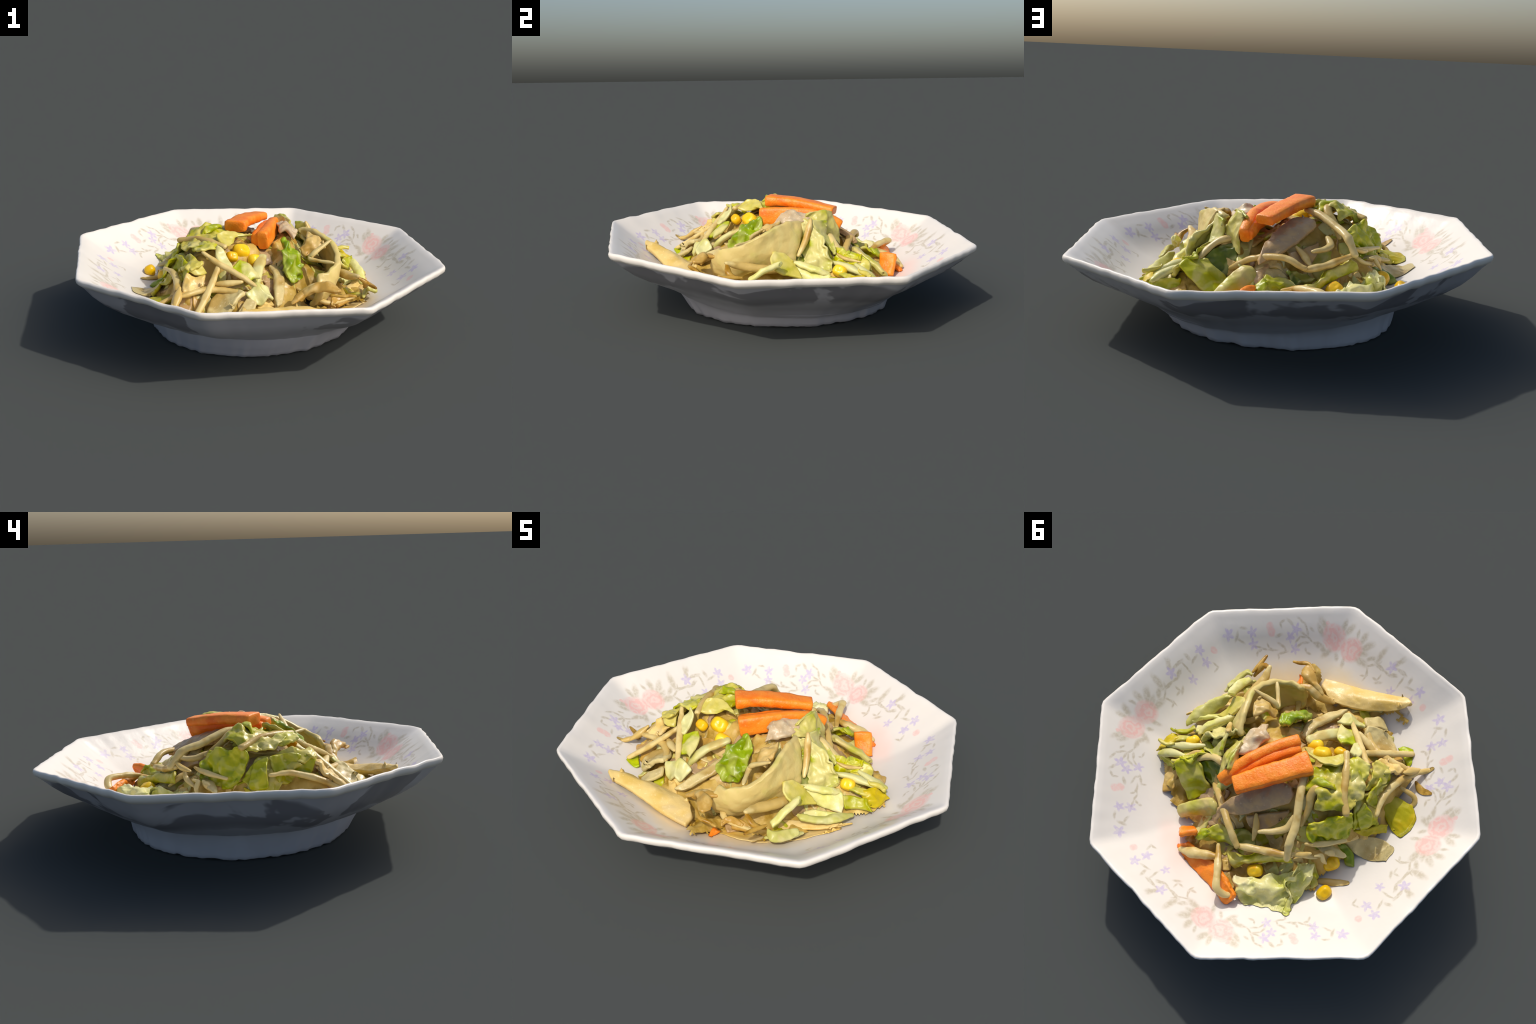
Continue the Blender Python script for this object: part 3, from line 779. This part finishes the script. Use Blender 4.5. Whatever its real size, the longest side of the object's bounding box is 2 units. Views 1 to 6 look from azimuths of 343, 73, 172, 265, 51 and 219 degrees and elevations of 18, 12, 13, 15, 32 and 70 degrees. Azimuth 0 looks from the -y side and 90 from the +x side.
sheet("onion_slice", ONION, [
    [(-0.060, -0.540, 0.265), (-0.030, -0.430, 0.315), (0.000, -0.330, 0.355), (0.000, -0.220, 0.385)],
    [(-0.010, -0.510, 0.260), (0.030, -0.410, 0.300), (0.060, -0.310, 0.340), (0.050, -0.200, 0.375)]], 0.028, ruf=0.004)
sheet("cabbage_leaf", PALE, [
    [(-0.205, -0.468, 0.335), (-0.160, -0.450, 0.345), (-0.130, -0.420, 0.365), (-0.090, -0.410, 0.345), (-0.050, -0.400, 0.320)],
    [(-0.190, -0.485, 0.315), (-0.150, -0.475, 0.315), (-0.115, -0.460, 0.345), (-0.085, -0.445, 0.315), (-0.060, -0.440, 0.300)],
    [(-0.160, -0.500, 0.270), (-0.125, -0.505, 0.270), (-0.085, -0.500, 0.310), (-0.060, -0.490, 0.290), (-0.050, -0.480, 0.280)]], 0.016, ruf=0.004)
sheet("onion_slice", ONION, [
    [(-0.201, -0.482, 0.355), (-0.257, -0.511, 0.330), (-0.283, -0.532, 0.300)],
    [(-0.228, -0.420, 0.345), (-0.302, -0.460, 0.310), (-0.343, -0.535, 0.250)],
    [(-0.312, -0.379, 0.340), (-0.362, -0.417, 0.310), (-0.417, -0.479, 0.255)]], 0.025, ruf=0.004)
sheet("onion_slice", ONION, [
    [(-0.153, -0.524, 0.300), (-0.193, -0.578, 0.270), (-0.220, -0.615, 0.240)],
    [(-0.197, -0.477, 0.320), (-0.253, -0.534, 0.280), (-0.299, -0.567, 0.230)]], 0.02, ruf=0.004)
sheet("cabbage_leaf", LEAFA, [
    [(-0.232, -0.331, 0.425), (-0.192, -0.302, 0.444), (-0.168, -0.271, 0.448)],
    [(-0.210, -0.377, 0.388), (-0.156, -0.344, 0.418), (-0.120, -0.308, 0.419)],
    [(-0.152, -0.405, 0.373), (-0.125, -0.390, 0.379), (-0.090, -0.395, 0.371)]], 0.014, ruf=0.006)
sheet("cabbage_rib", PALE, [
    [(-0.300, -0.230, 0.500), (-0.278, -0.245, 0.527), (-0.240, -0.240, 0.500)],
    [(-0.290, -0.290, 0.470), (-0.265, -0.285, 0.460), (-0.230, -0.280, 0.460)],
    [(-0.255, -0.350, 0.420), (-0.235, -0.345, 0.430), (-0.210, -0.330, 0.420)]], 0.018, ruf=0.004)
sheet("cabbage_leaf", LEAFC, [
    [(-0.468, -0.290, 0.435), (-0.430, -0.270, 0.460), (-0.380, -0.260, 0.455)],
    [(-0.450, -0.310, 0.425), (-0.410, -0.310, 0.430), (-0.355, -0.290, 0.425)],
    [(-0.420, -0.325, 0.400), (-0.385, -0.325, 0.400), (-0.343, -0.300, 0.395)]], 0.014, ruf=0.008)
sheet("cabbage_leaf", LEAFC, [
    [(-0.223, -0.219, 0.509), (-0.254, -0.150, 0.555), (-0.187, -0.094, 0.554)],
    [(-0.200, -0.195, 0.496), (-0.190, -0.150, 0.522), (-0.110, -0.104, 0.536)],
    [(-0.169, -0.155, 0.493), (-0.136, -0.129, 0.510), (-0.045, -0.127, 0.527)]], 0.014, ruf=0.006)
sheet("daikon_slice", ROOT, [
    [(-0.281, -0.753, 0.325), (-0.160, -0.710, 0.290), (-0.004, -0.670, 0.245), (0.196, -0.618, 0.215)],
    [(-0.311, -0.718, 0.340), (-0.170, -0.647, 0.315), (-0.036, -0.604, 0.275), (0.136, -0.553, 0.240)],
    [(-0.308, -0.678, 0.320), (-0.203, -0.605, 0.285), (-0.068, -0.542, 0.265), (0.056, -0.505, 0.240)]], 0.036, ruf=0.002, edge_round=0.15)
sheet("mushroom_fold", MUSH, [
    [(0.278, -0.532, 0.310), (0.275, -0.579, 0.320), (0.244, -0.591, 0.315)],
    [(0.240, -0.498, 0.330), (0.213, -0.521, 0.350), (0.172, -0.553, 0.325)],
    [(0.186, -0.487, 0.310), (0.140, -0.492, 0.335), (0.122, -0.521, 0.310)],
    [(0.098, -0.472, 0.280), (0.080, -0.483, 0.285), (0.055, -0.510, 0.270)]], 0.022, ruf=0.006)
strand("mushroom_strip", MUSH, [(0.206, -0.461, 0.340), (0.164, -0.481, 0.335), (0.104, -0.478, 0.310), (0.045, -0.505, 0.280)], 0.028, flat=0.6)
sheet("cabbage_leaf", LIME, [
    [(-0.386, -0.511, 0.240), (-0.408, -0.541, 0.240), (-0.464, -0.553, 0.240)],
    [(-0.454, -0.474, 0.240), (-0.469, -0.496, 0.245), (-0.483, -0.520, 0.245)],
    [(-0.490, -0.447, 0.240), (-0.501, -0.449, 0.240), (-0.497, -0.473, 0.240)]], 0.02, ruf=0.006)
sheet("cabbage_rib", PALE, [
    [(0.634, 0.050, 0.185), (0.631, -0.056, 0.205), (0.590, -0.150, 0.220), (0.530, -0.227, 0.240)],
    [(0.603, 0.057, 0.190), (0.594, -0.047, 0.220), (0.556, -0.143, 0.240), (0.497, -0.204, 0.260)],
    [(0.582, 0.007, 0.180), (0.543, -0.045, 0.190), (0.518, -0.116, 0.200), (0.494, -0.180, 0.220)]], 0.02, ruf=0.004)
sheet("cabbage_leaf", LEAFC, [
    [(0.499, -0.072, 0.240), (0.483, -0.130, 0.270), (0.481, -0.212, 0.290)],
    [(0.453, -0.077, 0.280), (0.430, -0.134, 0.310), (0.431, -0.219, 0.330)],
    [(0.415, -0.091, 0.320), (0.390, -0.136, 0.360), (0.385, -0.197, 0.380)]], 0.016, ruf=0.006)
sheet("cabbage_leaf", LEAFP, [
    [(0.516, -0.196, 0.345), (0.519, -0.279, 0.310), (0.507, -0.376, 0.250)],
    [(0.488, -0.186, 0.350), (0.486, -0.255, 0.320), (0.479, -0.359, 0.265)],
    [(0.463, -0.209, 0.325), (0.464, -0.258, 0.295), (0.461, -0.352, 0.250)]], 0.026, ruf=0.004)
sheet("cabbage_rib", PALE, [
    [(0.582, -0.263, 0.200), (0.584, -0.317, 0.205), (0.554, -0.399, 0.210), (0.507, -0.409, 0.220)],
    [(0.552, -0.245, 0.230), (0.545, -0.306, 0.245), (0.523, -0.371, 0.250), (0.487, -0.385, 0.260)]], 0.02, ruf=0.006)
sheet("cabbage_leaf", LEAFP, [
    [(0.520, 0.080, 0.245), (0.516, 0.016, 0.275), (0.471, -0.052, 0.295), (0.399, -0.120, 0.315)],
    [(0.490, 0.074, 0.265), (0.472, 0.012, 0.290), (0.431, -0.045, 0.305), (0.381, -0.114, 0.325)],
    [(0.468, 0.047, 0.245), (0.450, -0.005, 0.250), (0.412, -0.056, 0.260), (0.374, -0.110, 0.290)]], 0.018, ruf=0.006)
sheet("cabbage_leaf", DARKLEAF, [
    [(0.467, 0.040, 0.245), (0.432, -0.040, 0.250), (0.385, -0.106, 0.270)],
    [(0.405, 0.030, 0.290), (0.369, -0.009, 0.320), (0.327, -0.041, 0.370)]], 0.014, ruf=0.006)
sheet("cabbage_leaf", LEAFP, [
    [(0.397, -0.115, 0.310), (0.441, -0.015, 0.290), (0.528, 0.061, 0.260)],
    [(0.427, -0.089, 0.265), (0.479, -0.028, 0.250), (0.546, 0.056, 0.220)],
    [(0.456, -0.072, 0.220), (0.514, -0.024, 0.195), (0.574, 0.019, 0.180)]], 0.018, ruf=0.004)
sheet("cabbage_leaf", LEAFP, [
    [(0.449, -0.167, 0.190), (0.464, -0.108, 0.215), (0.534, -0.057, 0.215), (0.608, 0.022, 0.200)],
    [(0.466, -0.168, 0.180), (0.518, -0.121, 0.185), (0.573, -0.064, 0.180), (0.603, 0.009, 0.180)]], 0.018, ruf=0.004)
sheet("cabbage_leaf", LEAFC, [
    [(0.543, 0.050, 0.260), (0.562, 0.092, 0.250), (0.622, 0.107, 0.235)],
    [(0.576, 0.027, 0.210), (0.606, 0.080, 0.200), (0.680, 0.118, 0.195)]], 0.016, ruf=0.006)
sheet("cabbage_leaf", LEAFC, [
    [(0.440, 0.205, 0.315), (0.475, 0.250, 0.325), (0.500, 0.290, 0.312)],
    [(0.453, 0.182, 0.280), (0.481, 0.231, 0.285), (0.518, 0.276, 0.270)],
    [(0.526, 0.136, 0.225), (0.527, 0.180, 0.225), (0.517, 0.257, 0.225)]], 0.014, ruf=0.006)
sheet("cabbage_leaf", GREENLEAF, [
    [(0.399, 0.204, 0.330), (0.401, 0.240, 0.345), (0.471, 0.240, 0.335)],
    [(0.386, 0.133, 0.315), (0.425, 0.194, 0.320), (0.478, 0.242, 0.305)],
    [(0.413, 0.130, 0.290), (0.448, 0.180, 0.285), (0.470, 0.219, 0.285)]], 0.014, ruf=0.014)
sheet("cabbage_leaf", YELLOWLEAF, [
    [(0.560, 0.140, 0.240), (0.573, 0.179, 0.255), (0.596, 0.232, 0.255)],
    [(0.613, 0.125, 0.215), (0.630, 0.168, 0.230), (0.631, 0.251, 0.225)],
    [(0.640, 0.129, 0.195), (0.661, 0.176, 0.190), (0.635, 0.274, 0.190)]], 0.016, ruf=0.01)
sheet("cabbage_leaf", LEAFC, [
    [(0.572, 0.186, 0.290), (0.596, 0.223, 0.285), (0.653, 0.219, 0.270)],
    [(0.580, 0.186, 0.275), (0.609, 0.210, 0.265), (0.649, 0.216, 0.250)]], 0.02, ruf=0.004)
sheet("cabbage_leaf", LEAFC, [
    [(0.622, 0.175, 0.240), (0.588, 0.134, 0.250), (0.520, 0.100, 0.270)],
    [(0.591, 0.193, 0.255), (0.557, 0.160, 0.265), (0.521, 0.130, 0.275)]], 0.02, ruf=0.004)
strand("cabbage_rib", PALE, [(0.583, 0.216, 0.270), (0.537, 0.189, 0.285), (0.480, 0.160, 0.300), (0.424, 0.116, 0.310)], 0.02)
strand("cabbage_rib", PALE, [(0.598, 0.272, 0.250), (0.558, 0.245, 0.270), (0.481, 0.222, 0.300)], 0.025)
sheet("cabbage_leaf", LEAFC, [
    [(0.459, 0.092, 0.290), (0.417, 0.078, 0.300), (0.359, 0.092, 0.320), (0.324, 0.039, 0.400)],
    [(0.427, 0.113, 0.300), (0.379, 0.107, 0.320), (0.327, 0.103, 0.350), (0.281, 0.034, 0.440)],
    [(0.407, 0.139, 0.300), (0.336, 0.125, 0.340), (0.277, 0.097, 0.400), (0.234, 0.029, 0.460)]], 0.016, ruf=0.01)
sheet("cabbage_leaf", GREENLEAF, [
    [(0.479, 0.245, 0.310), (0.458, 0.214, 0.320), (0.424, 0.175, 0.335), (0.397, 0.144, 0.340)],
    [(0.450, 0.248, 0.320), (0.422, 0.216, 0.340), (0.384, 0.175, 0.355), (0.343, 0.145, 0.370)]], 0.016, ruf=0.012)
sheet("cabbage_leaf", LEAFC, [
    [(0.634, 0.266, 0.210), (0.588, 0.295, 0.200), (0.532, 0.309, 0.190), (0.476, 0.308, 0.190)],
    [(0.612, 0.250, 0.240), (0.570, 0.275, 0.245), (0.516, 0.284, 0.250), (0.479, 0.299, 0.240)]], 0.018, ruf=0.008)
sheet("onion_slice", ROOT, [
    [(0.426, -0.230, 0.195), (0.482, -0.181, 0.195), (0.573, -0.100, 0.185), (0.670, 0.010, 0.190)],
    [(0.449, -0.306, 0.180), (0.508, -0.218, 0.175), (0.575, -0.138, 0.172), (0.634, -0.050, 0.180)]], 0.014, ruf=0.003)
strand("cabbage_rib", PALE, [(0.479, -0.377, 0.200), (0.512, -0.325, 0.205), (0.552, -0.278, 0.210), (0.565, -0.241, 0.205)], 0.018)
sheet("onion_curl", MUSH, [
    [(0.246, -0.480, 0.220), (0.290, -0.440, 0.240), (0.359, -0.409, 0.220)],
    [(0.277, -0.491, 0.210), (0.298, -0.455, 0.210), (0.364, -0.427, 0.200)]], 0.02, ruf=0.008)
sheet("onion_slice", MUSH, [
    [(0.257, -0.420, 0.210), (0.326, -0.412, 0.230), (0.385, -0.393, 0.220)],
    [(0.306, -0.459, 0.190), (0.353, -0.442, 0.195), (0.410, -0.408, 0.190)]], 0.02, ruf=0.006)
sheet("mushroom_fold", MUSH, [
    [(0.176, -0.206, 0.445), (0.226, -0.177, 0.480), (0.258, -0.099, 0.493)],
    [(0.192, -0.235, 0.407), (0.271, -0.228, 0.459), (0.298, -0.154, 0.484)],
    [(0.219, -0.243, 0.405), (0.311, -0.255, 0.447), (0.325, -0.218, 0.462)]], 0.02, ruf=0.01)
sheet("cabbage_leaf", YELLOWLEAF, [
    [(0.281, 0.052, 0.460), (0.285, -0.019, 0.420), (0.301, -0.058, 0.370)],
    [(0.267, -0.068, 0.300), (0.277, -0.111, 0.270), (0.257, -0.141, 0.240)]], 0.014, ruf=0.008)
sheet("onion_slice", ROOT, [
    [(-0.460, -0.310, 0.435), (-0.411, -0.337, 0.407), (-0.355, -0.324, 0.411)],
    [(-0.488, -0.356, 0.388), (-0.441, -0.364, 0.381), (-0.383, -0.370, 0.368)],
    [(-0.502, -0.398, 0.351), (-0.458, -0.397, 0.352), (-0.394, -0.380, 0.357)]], 0.018, ruf=0.008)
sheet("onion_slice", ONION, [
    [(-0.342, -0.224, 0.210), (-0.266, -0.263, 0.210), (-0.180, -0.281, 0.205)],
    [(-0.361, -0.249, 0.185), (-0.284, -0.285, 0.180), (-0.206, -0.314, 0.180)]], 0.018, ruf=0.004)

# juice pooled at the front
sheet("sauce", SAUCE, [
    [(0.092, -0.622, 0.170), (0.295, -0.495, 0.170), (0.394, -0.463, 0.170), (0.505, -0.353, 0.170), (0.583, -0.202, 0.170), (0.649, -0.065, 0.170)],
    [(0.064, -0.523, 0.170), (0.203, -0.425, 0.170), (0.269, -0.365, 0.170), (0.377, -0.246, 0.170), (0.505, -0.145, 0.170), (0.611, -0.028, 0.170)],
    [(0.046, -0.444, 0.170), (0.157, -0.322, 0.170), (0.196, -0.307, 0.170), (0.270, -0.155, 0.170), (0.430, -0.078, 0.170), (0.590, 0.030, 0.170)]], 0.012, ruf=0.0, drape=0.006)

# ------------------------------------------------------------------ the heap that carries everything
def heap():
    pts = np.array(CLOUD)
    n = 150
    half = 0.78
    xs = np.linspace(-half, half, n)
    verts, keep = [], {}
    hid = np.zeros((n, n))
    for i, x in enumerate(xs):
        for j, y in enumerate(xs):
            d2 = (pts[:, 0] - x) ** 2 + (pts[:, 1] - y) ** 2
            w = np.exp(-d2 / (2 * 0.035 ** 2))
            tot = w.sum()
            floor = inner_height(x, y)
            if tot < 0.6:
                hid[i, j] = floor - 0.03
                continue
            lev = (w * pts[:, 2]).sum() / tot - 0.058
            lev -= 0.06 * math.exp(-((x - 0.20) ** 2 + (y + 0.33) ** 2) / 0.006)     # hollow behind the big rib
            lev -= 0.10 * math.exp(-((x + 0.17) ** 2 + (y - 0.30) ** 2) / 0.008)     # dark hollow on the far side
            p = Vector((x, y, 0))
            lev += 0.022 * noise.noise(p * 15) + 0.014 * noise.noise(p * 33 + Vector((4, 2, 1)))
            fade = min(1.0, tot / 5.0)
            hid[i, j] = floor - 0.03 + (lev - floor + 0.03) * fade
    for i, x in enumerate(xs):
        for j, y in enumerate(xs):
            if hid[i, j] > inner_height(x, y) + 0.010:
                keep[i, j] = len(verts)
                verts.append((x, y, hid[i, j]))
    faces = []
    for i in range(n - 1):
        for j in range(n - 1):
            q = [(i, j), (i + 1, j), (i + 1, j + 1), (i, j + 1)]
            if all(k in keep for k in q):
                faces.append(tuple(keep[k] for k in q))
    # shreds of onion and cabbage lying in the hollows between the larger pieces
    level = {}
    for (i, j), k in keep.items():
        level[i, j] = verts[k][2]
    spots = [k for k in keep if hid[k] > inner_height(xs[k[0]], xs[k[1]]) + 0.035]
    step = xs[1] - xs[0]

    def ground(x, y):
        i, j = int(round((x + half) / step)), int(round((y + half) / step))
        return level.get((i, j), inner_height(x, y))

    for _ in range(130):
        i, j = spots[random.randrange(len(spots))]
        x, y = xs[i], xs[j]
        a = random.uniform(0, 2 * math.pi)
        L, w = random.uniform(0.05, 0.11), random.uniform(0.018, 0.042)
        bend = random.uniform(-0.5, 0.5)
        rows = [[], []]
        for t in (-1.0, -0.33, 0.33, 1.0):
            b = a + bend * t
            cx, cy = x + math.cos(a) * L * t - math.sin(a) * bend * 0.5 * L * t * t, y + math.sin(a) * L * t + math.cos(a) * bend * 0.5 * L * t * t
            for r, s in ((0, -1), (1, 1)):
                px, py = cx - math.sin(b) * w * s, cy + math.cos(b) * w * s
                g = [ground(px + ox, py + oy) for ox in (-0.02, 0, 0.02) for oy in (-0.02, 0, 0.02)]
                rows[r].append((px, py, sum(g) / 9 + 0.008 + random.uniform(-0.006, 0.010)))
        kind, mat = random.choice([("onion_shred", ONION), ("onion_shred", SLICE), ("onion_shred", MUSH), ("cabbage_shred", LEAFC),
                                   ("cabbage_shred", PALE), ("cabbage_shred", LEAFB), ("onion_shred", ROOT)])
        sheet(kind, mat, rows, 0.014, ruf=0.006)
    ob = new_object("stewed_greens", build_mesh("stewed_greens", verts, faces), HEAP, DISH)
    ob["kind"] = "stuff"


heap()


# ------------------------------------------------------------------ the dish itself
def dish():
    plate = empty("octagonal_plate", "white eight sided porcelain dish with faded flower print", "plate")
    n = 256

    def ring(share, depth, facet, wobble=0.0, absolute=None, lift=None):
        out = []
        for k in range(n):
            a = 2 * math.pi * k / n
            # corners softened by averaging the straight-sided outline
            R = sum(octagon_radius(a + d) for d in (-0.02, -0.01, 0, 0.01, 0.02)) / 5
            R = 0.962 + (R - 0.962) * facet
            x, y = math.cos(a), math.sin(a)
            r = share * R
            w = noise.noise(Vector((x * 7, y * 7, share * 2))) + 0.7 * noise.noise(Vector((x * 19, y * 19, 5 + share)))
            r *= 1.004 + 0.006 * wobble * w
            z = (rim_height(x * r, y * r) + depth) if absolute is None else absolute
            if lift:
                z += lift(a)
            if wobble:
                z += 0.0045 * wobble * noise.noise(Vector((x * 14 + 9, y * 14, share)))
            out.append((x * r, y * r, max(z, 0.0)))
        return out

    def loft(name, rings, mat, close_first=False, close_last=False):
        verts = [p for r in rings for p in r]
        faces = []
        for i in range(len(rings) - 1):
            for k in range(n):
                k2 = (k + 1) % n
                faces.append((i * n + k, i * n + k2, (i + 1) * n + k2, (i + 1) * n + k))
        if close_first:
            faces.append(tuple(range(n))[::-1])
        if close_last:
            faces.append(tuple((len(rings) - 1) * n + k for k in range(n)))
        return new_object(name, build_mesh(name, verts, faces), mat, plate)

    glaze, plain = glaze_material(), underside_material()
    # inside, from the middle out to the lip
    inner = []
    shares = [0.02, 0.2, 0.35, 0.45, 0.5, 0.54, 0.58, 0.62, 0.66, 0.7, 0.74, 0.78, 0.82, 0.86, 0.9, 0.93, 0.955, 0.97, 0.982]
    xs, ys = [p[0] for p in INNER], [p[1] for p in INNER]
    for s in shares:
        swell = 0.026 * math.exp(-((s - 0.90) / 0.07) ** 2)          # one side of the wall is flatter than the other
        inner.append(ring(s, float(np.interp(s, xs, ys)), min(1.0, s ** 1.5 * 1.05), 0.5 if s > 0.9 else 0.15,
                          lift=lambda a: swell * (0.28 + 0.72 * max(0.0, math.cos(a + 0.6)))))
    lip = [(0.992, 0.004), (0.999, 0.001), (1.002, -0.008), (1.000, -0.020), (0.994, -0.029), (0.982, -0.038)]
    for s, d in lip:
        inner.append(ring(s, d, 1.0, 1.0))
    loft("dish_bowl", inner, glaze, close_first=True)
    # outside, from the lip down to the foot
    under = [ring(0.982, -0.038, 1.0, 1.0)]
    # share, depth, facet, how much higher it sits on the flat side, how much it sags on the full side
    for s, d, f, up, sag in [(0.962, -0.058, 1.0, 0.004, 0.0), (0.925, -0.100, 1.0, 0.012, 0.006), (0.88, -0.142, 0.95, 0.018, 0.012),
                             (0.82, -0.185, 0.8, 0.023, 0.017), (0.76, -0.222, 0.6, 0.027, 0.017), (0.70, -0.252, 0.4, 0.027, 0.013),
                             (0.65, -0.275, 0.2, 0.018, 0.007), (0.61, -0.292, 0.05, 0.0, 0.0)]:
        def lift(a, up=up, sag=sag):
            c = max(0.0, math.cos(a - 3.3))
            return up * (1 - c) - sag * c
        under.append(ring(s, d, f, 0.8, lift=lift))
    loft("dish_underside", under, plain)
    foot = [ring(0.625, -0.280, 0.05, 0.8)]
    for s, z, w in [(0.606, 0.085, 1.6), (0.592, 0.055, 2.2), (0.580, 0.025, 2.6), (0.572, 0.006, 2.6), (0.564, 0.0, 2.4), (0.52, 0.0, 1), (0.51, 0.012, 1), (0.50, 0.05, 1)]:
        k = 1 - z / 0.11
        foot.append([(x - 0.006 - 0.019 * k, y - 0.010 + 0.022 * k, q) for x, y, q in ring(s, 0, 0.0, w, absolute=z)])
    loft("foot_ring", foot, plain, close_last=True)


dish()
